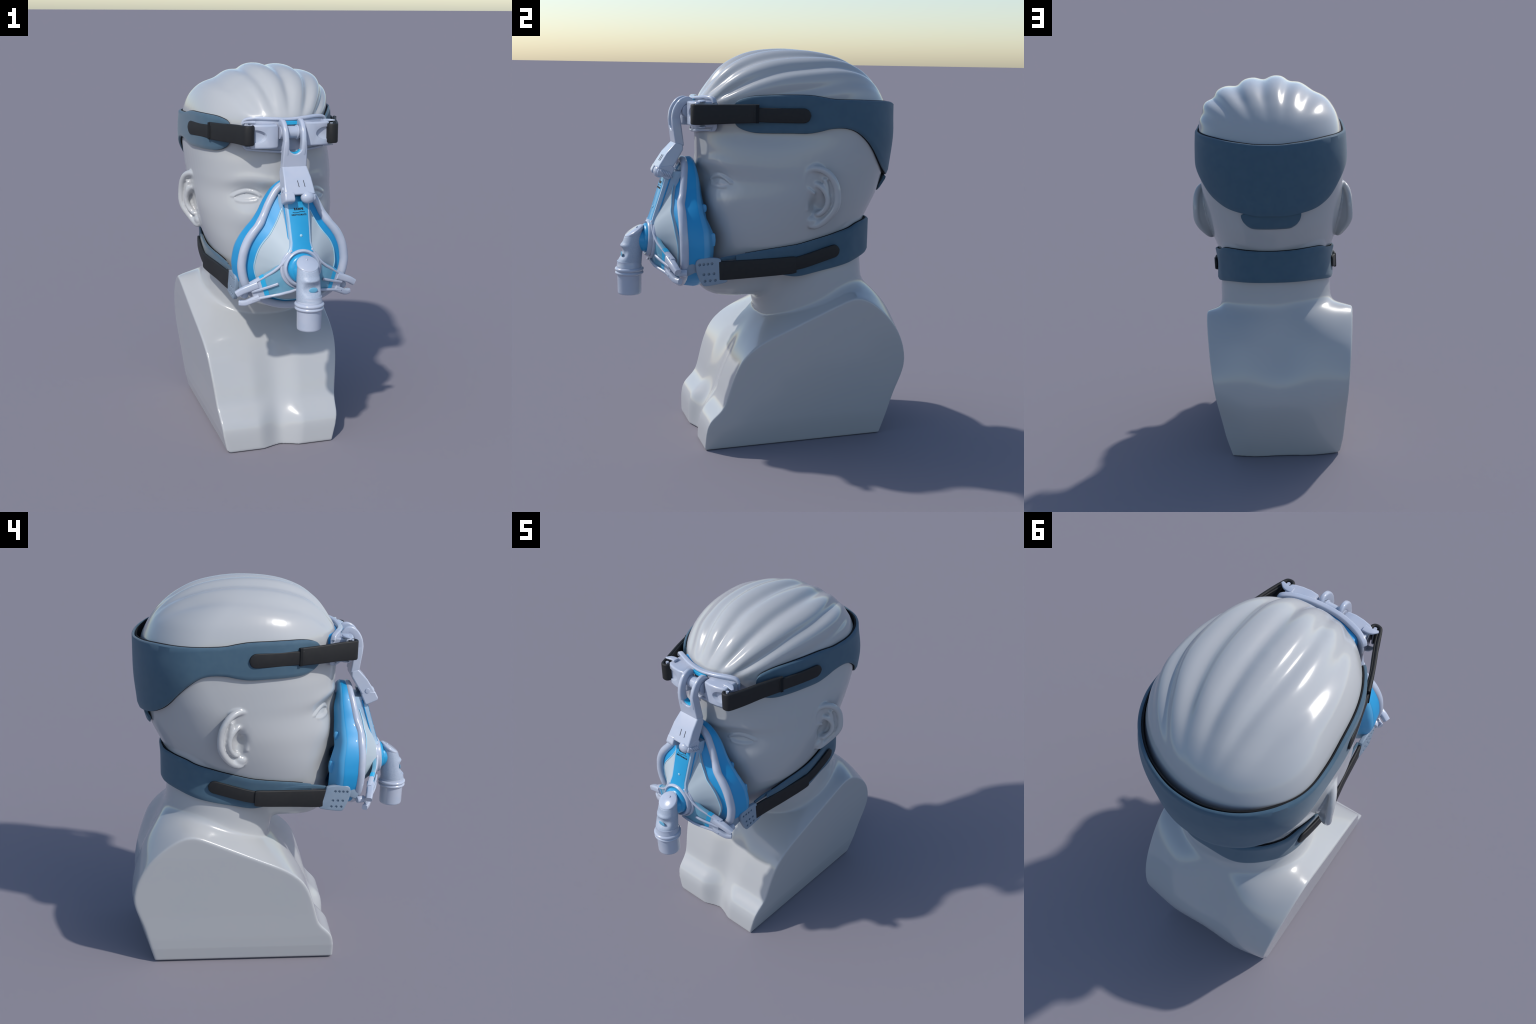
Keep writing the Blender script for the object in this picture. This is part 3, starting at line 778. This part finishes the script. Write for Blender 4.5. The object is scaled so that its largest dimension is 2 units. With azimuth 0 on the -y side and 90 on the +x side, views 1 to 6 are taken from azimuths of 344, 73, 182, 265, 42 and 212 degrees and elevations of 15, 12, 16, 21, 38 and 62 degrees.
put('hose_connector', lathe_mesh('hose_connector', tube_prof, (MX + .006, EY, 0), (0, 0, 1), 64), PLASTIC, elbow, 50)

# ---------------- forehead arm
arm_path = catmull([(-.352, 1.722), (-.375, 1.742), (-.405, 1.730), (-.428, 1.695), (-.436, 1.655), (-.432, 1.612), (-.425, 1.585)], 30)
farm = None
for sx in (1, -1):
    x0 = MX + sx * .048
    P = np.stack([np.full(30, x0) + sx * np.interp(np.arange(30), [0, 29], [0, -.006]), arm_path[:, 0], arm_path[:, 1]], 1)
    sc = np.interp(np.arange(30), [0, 8, 29], [.8, .95, 1.1])
    pr = put('arm_fork', sweep_mesh('arm_fork', P, rrect(.042, .024, .009, 5), up=(1, 0, 0), scale=sc), PLASTIC, mask, 60) if farm is None else \
        put('arm_fork', sweep_mesh('arm_fork', P, rrect(.042, .024, .009, 5), up=(1, 0, 0), scale=sc), PLASTIC, farm, 60)
    if farm is None: farm = pr; farm.name = 'forehead_arm'
# stem with the U of the fork cut into its upper edge
uu = [(-.055, 1.665), (-.060, 1.62), (-.062, 1.52), (.062, 1.52), (.060, 1.62), (.055, 1.665), (.040, 1.660), (.033, 1.622), (.024, 1.606), (.010, 1.597), (0, 1.595), (-.010, 1.597), (-.024, 1.606), (-.033, 1.622), (-.040, 1.660)]
def stem_y(z): return np.interp(z, [1.50, 1.54, 1.60, 1.655], [-.418, -.418, -.430, -.436])
V = [(MX + x, stem_y(z) - .022, z) for x, z in uu] + [(MX + x, stem_y(z) + .022, z) for x, z in uu]
n = len(uu)
F = [tuple(range(n)), tuple(range(n, 2 * n))[::-1]] + [(i, (i + 1) % n, n + (i + 1) % n, n + i) for i in range(n)]
bevel(put('arm_stem', make_mesh('arm_stem', V, F), PLASTIC, farm, 40), .006, 3, 40)
put('fork_shade', sweep_mesh('fork_shade', catmull([(MX + a * .030, stem_y(1.6) + .004, 1.612 - .014 * (1 - a * a)) for a in np.linspace(-1, 1, 7)], 20), rrect(.030, .006, .002, 3), up=(0, 0, 1)), CYAN, farm, 50)
# block: slanted latch housing
blk = [(-.436, 1.540), (-.486, 1.487), (-.522, 1.432), (-.533, 1.412), (-.470, 1.392), (-.440, 1.440), (-.402, 1.503), (-.403, 1.530)]
n = len(blk)
def block_half(z): return np.interp(z, [1.36, 1.40, 1.50, 1.54], [.079, .078, .070, .062])
def flared(name, poly, xa, xb, parent):
    V = [(MX + xa(z), y, z) for y, z in poly] + [(MX + xb(z), y, z) for y, z in poly]
    n = len(poly)
    F = [tuple(range(n)), tuple(range(n, 2 * n))[::-1]] + [(i, (i + 1) % n, n + (i + 1) % n, n + i) for i in range(n)]
    return bevel(put(name, make_mesh(name, V, F), PLASTIC, parent, 40), .007, 3, 30)
block = flared('latch_housing', blk, lambda z: -block_half(z), lambda z: block_half(z), farm)
fin = [(-.528, 1.425), (-.545, 1.392), (-.542, 1.380), (-.490, 1.356), (-.478, 1.358), (-.455, 1.410), (-.47, 1.43)]
flared('latch_finger', fin, lambda z: -block_half(z) - .001, lambda z: -.028, farm)
put('latch_button', ball_mesh('latch_button', (MX + .040, -.522, 1.394), (.035, .026, .030)), PLASTIC, farm)
flared('latch_finger', [(a + .008, b) for a, b in fin], lambda z: .034, lambda z: block_half(z) + .001, farm)
for k in range(4):
    c = (MX + .078, -.520 + .013 * k, 1.392 - .004 * k + .016)
    pth = np.array([(c[0], c[1], c[2]), (c[0] + .001, c[1] + .018, c[2] - .030)])
    put('grip_ridge', sweep_mesh('grip_ridge', pth, circle(.0055, 10), up=(1, 0, 0)), PLASTIC, farm)
put('latch_pin', lathe_mesh('latch_pin', [(0, -.01), (.013, -.01), (.013, .005), (.011, .008), (0, .009)], (MX - .072, -.487, 1.430), (-1, 0, 0), 24), PLASTIC, block, 40)
for xx in (-.004, .026):
    put('latch_slit', sweep_mesh('latch_slit', np.array([(MX + xx, -.4945, 1.4740), (MX + xx + .003, -.5135, 1.4450)]), rrect(.0028, .0035, .001, 3), up=(0, -.8, .5)), INK, farm)

# ---------------- forehead frame
fy = lambda x: -.338 + 1.35 * (x - MX) ** 2
def arc_slab(name, x0, x1, za, zb, yo, th, mat, parent, r=.012, n=40, bw=.005):
    xs = np.linspace(x0, x1, n); V = []
    for x in xs:
        e = min(x - x0, x1 - x); k = 0
        if e < r: k = r - math.sqrt(max(r * r - (r - e) ** 2, 0))
        sl = 2.7 * (x - MX); nn = np.array([sl, -1]) / math.hypot(sl, 1)
        for s_, zz in ((0, za + k), (th, za + k), (th, zb - k), (0, zb - k)):
            V.append((x + nn[0] * (-yo - s_) * -1 * 0 + 0, fy(x) + yo + s_, zz))
    me = make_mesh(name, V, grid_faces(n, 4, False, True) + [(0, 1, 2, 3), tuple(range((n - 1) * 4, n * 4))])
    return bevel(put(name, me, mat, parent, 40), bw, 3, 40)
ffr = arc_slab('forehead_plate', MX - .218, MX + .206, 1.598, 1.752, -.002, .018, PLASTIC, mask, .02)
arc_slab('forehead_pad', MX - .186, MX + .170, 1.616, 1.746, .016, .028, material('pad_blue', (.02, .31, .64), .4), ffr, .02)
fl = catmull([(MX + x, fy(MX + x) + .002, z) for x, z in ((-.216, 1.728), (-.205, 1.748), (-.16, 1.757), (-.08, 1.755), (0, 1.752), (.08, 1.757), (.15, 1.762), (.195, 1.755), (.206, 1.735))], 50)
put('plate_flange', sweep_mesh('plate_flange', fl, rrect(.026, .016, .007, 5), up=(0, 0, 1)), PLASTIC, ffr, 60)
put('plate_flange', sweep_mesh('plate_flange', catmull([(MX + x, fy(MX + x) - .001, z) for x, z in ((-.20, 1.604), (-.1, 1.597), (0, 1.592), (.1, 1.600), (.19, 1.608))], 40), rrect(.022, .012, .005, 5), up=(0, 0, 1)), PLASTIC, ffr, 60)
put('pivot_bar', lathe_mesh('pivot_bar', [(0, -.06), (.031, -.06), (.031, .024), (.035, .026), (.036, .030), (.035, .034), (.031, .036), (.031, .06), (0, .06)], (MX, -.374, 1.692), (1, 0, 0), 40), PLASTIC, ffr, 40)
arc_slab('plate_inset', MX - .048, MX + .046, 1.726, 1.744, -.016, .012, CYAN, ffr, .003, 12, .002)
for sx in (1, -1):
    # side box with a D-shaped scoop opening outwards
    xs = [.060, .075, .110, .150, .185, .202]
    front = [-.372, -.386, -.390, -.386, -.377, -.368]
    R = []
    for x, f in zip(xs, front):
        zt = 1.740 - (.012 if x in (.060,) else 0) + (.004 * sx); zb = 1.616 + (.006 if x == .060 else 0) + .004 * sx
        R.append([(MX + sx * x, f, zb + .004), (MX + sx * x, f, zt - .004), (MX + sx * x, fy(MX + x) + .004, zt), (MX + sx * x, fy(MX + x) + .004, zb)])
    box = bevel(put('strap_housing', loft_mesh('strap_housing', R), PLASTIC, ffr, 40), .008, 4, 40)
    sco = put('scoop', lathe_mesh('scoop', [(0, -.014), (.029, -.014), (.037, .02), (0, .02)], (0, 0, 0), (0, -1, 0), 40), PLASTIC, ffr)
    for v in sco.data.vertices:
        v.co.x *= 1.75
        v.co = Vector((MX + sx * .185 + v.co.x, -.383 + v.co.y, 1.680 + .004 * sx + v.co.z))
    bo = box.modifiers.new('scoop', 'BOOLEAN'); bo.operation = 'DIFFERENCE'; bo.object = sco; bo.solver = 'EXACT'
    bake(box); bpy.data.objects.remove(sco, do_unlink=True)
    b2 = box.modifiers.new('soft', 'BEVEL'); b2.width = .003; b2.segments = 2; b2.limit_method = 'ANGLE'; b2.angle_limit = math.radians(40)
    for zz, ex in ((1.742, .236), (1.622, .228)):
        hk = catmull([(MX + sx * .175, -.338, zz), (MX + sx * .205, -.338, zz), (MX + sx * ex, -.354, zz)], 14)
        put('strap_hook', sweep_mesh('strap_hook', hk, rrect(.034, .013, .005, 4), up=(0, 0, 1), scale=np.interp(np.arange(14), [0, 8, 13], [1, .8, .35])), PLASTIC, ffr, 50)
    put('strap_bar', lathe_mesh('strap_bar', [(0, -.050), (.008, -.050), (.008, .050), (0, .050)], (MX + sx * .213, -.368, 1.682), (0, 0, 1), 16), PLASTIC, ffr, 40)

for ob in list(COL.objects):
    if ob.type == 'MESH' and len(ob.data.vertices) == 0:
        bpy.data.objects.remove(ob, do_unlink=True)
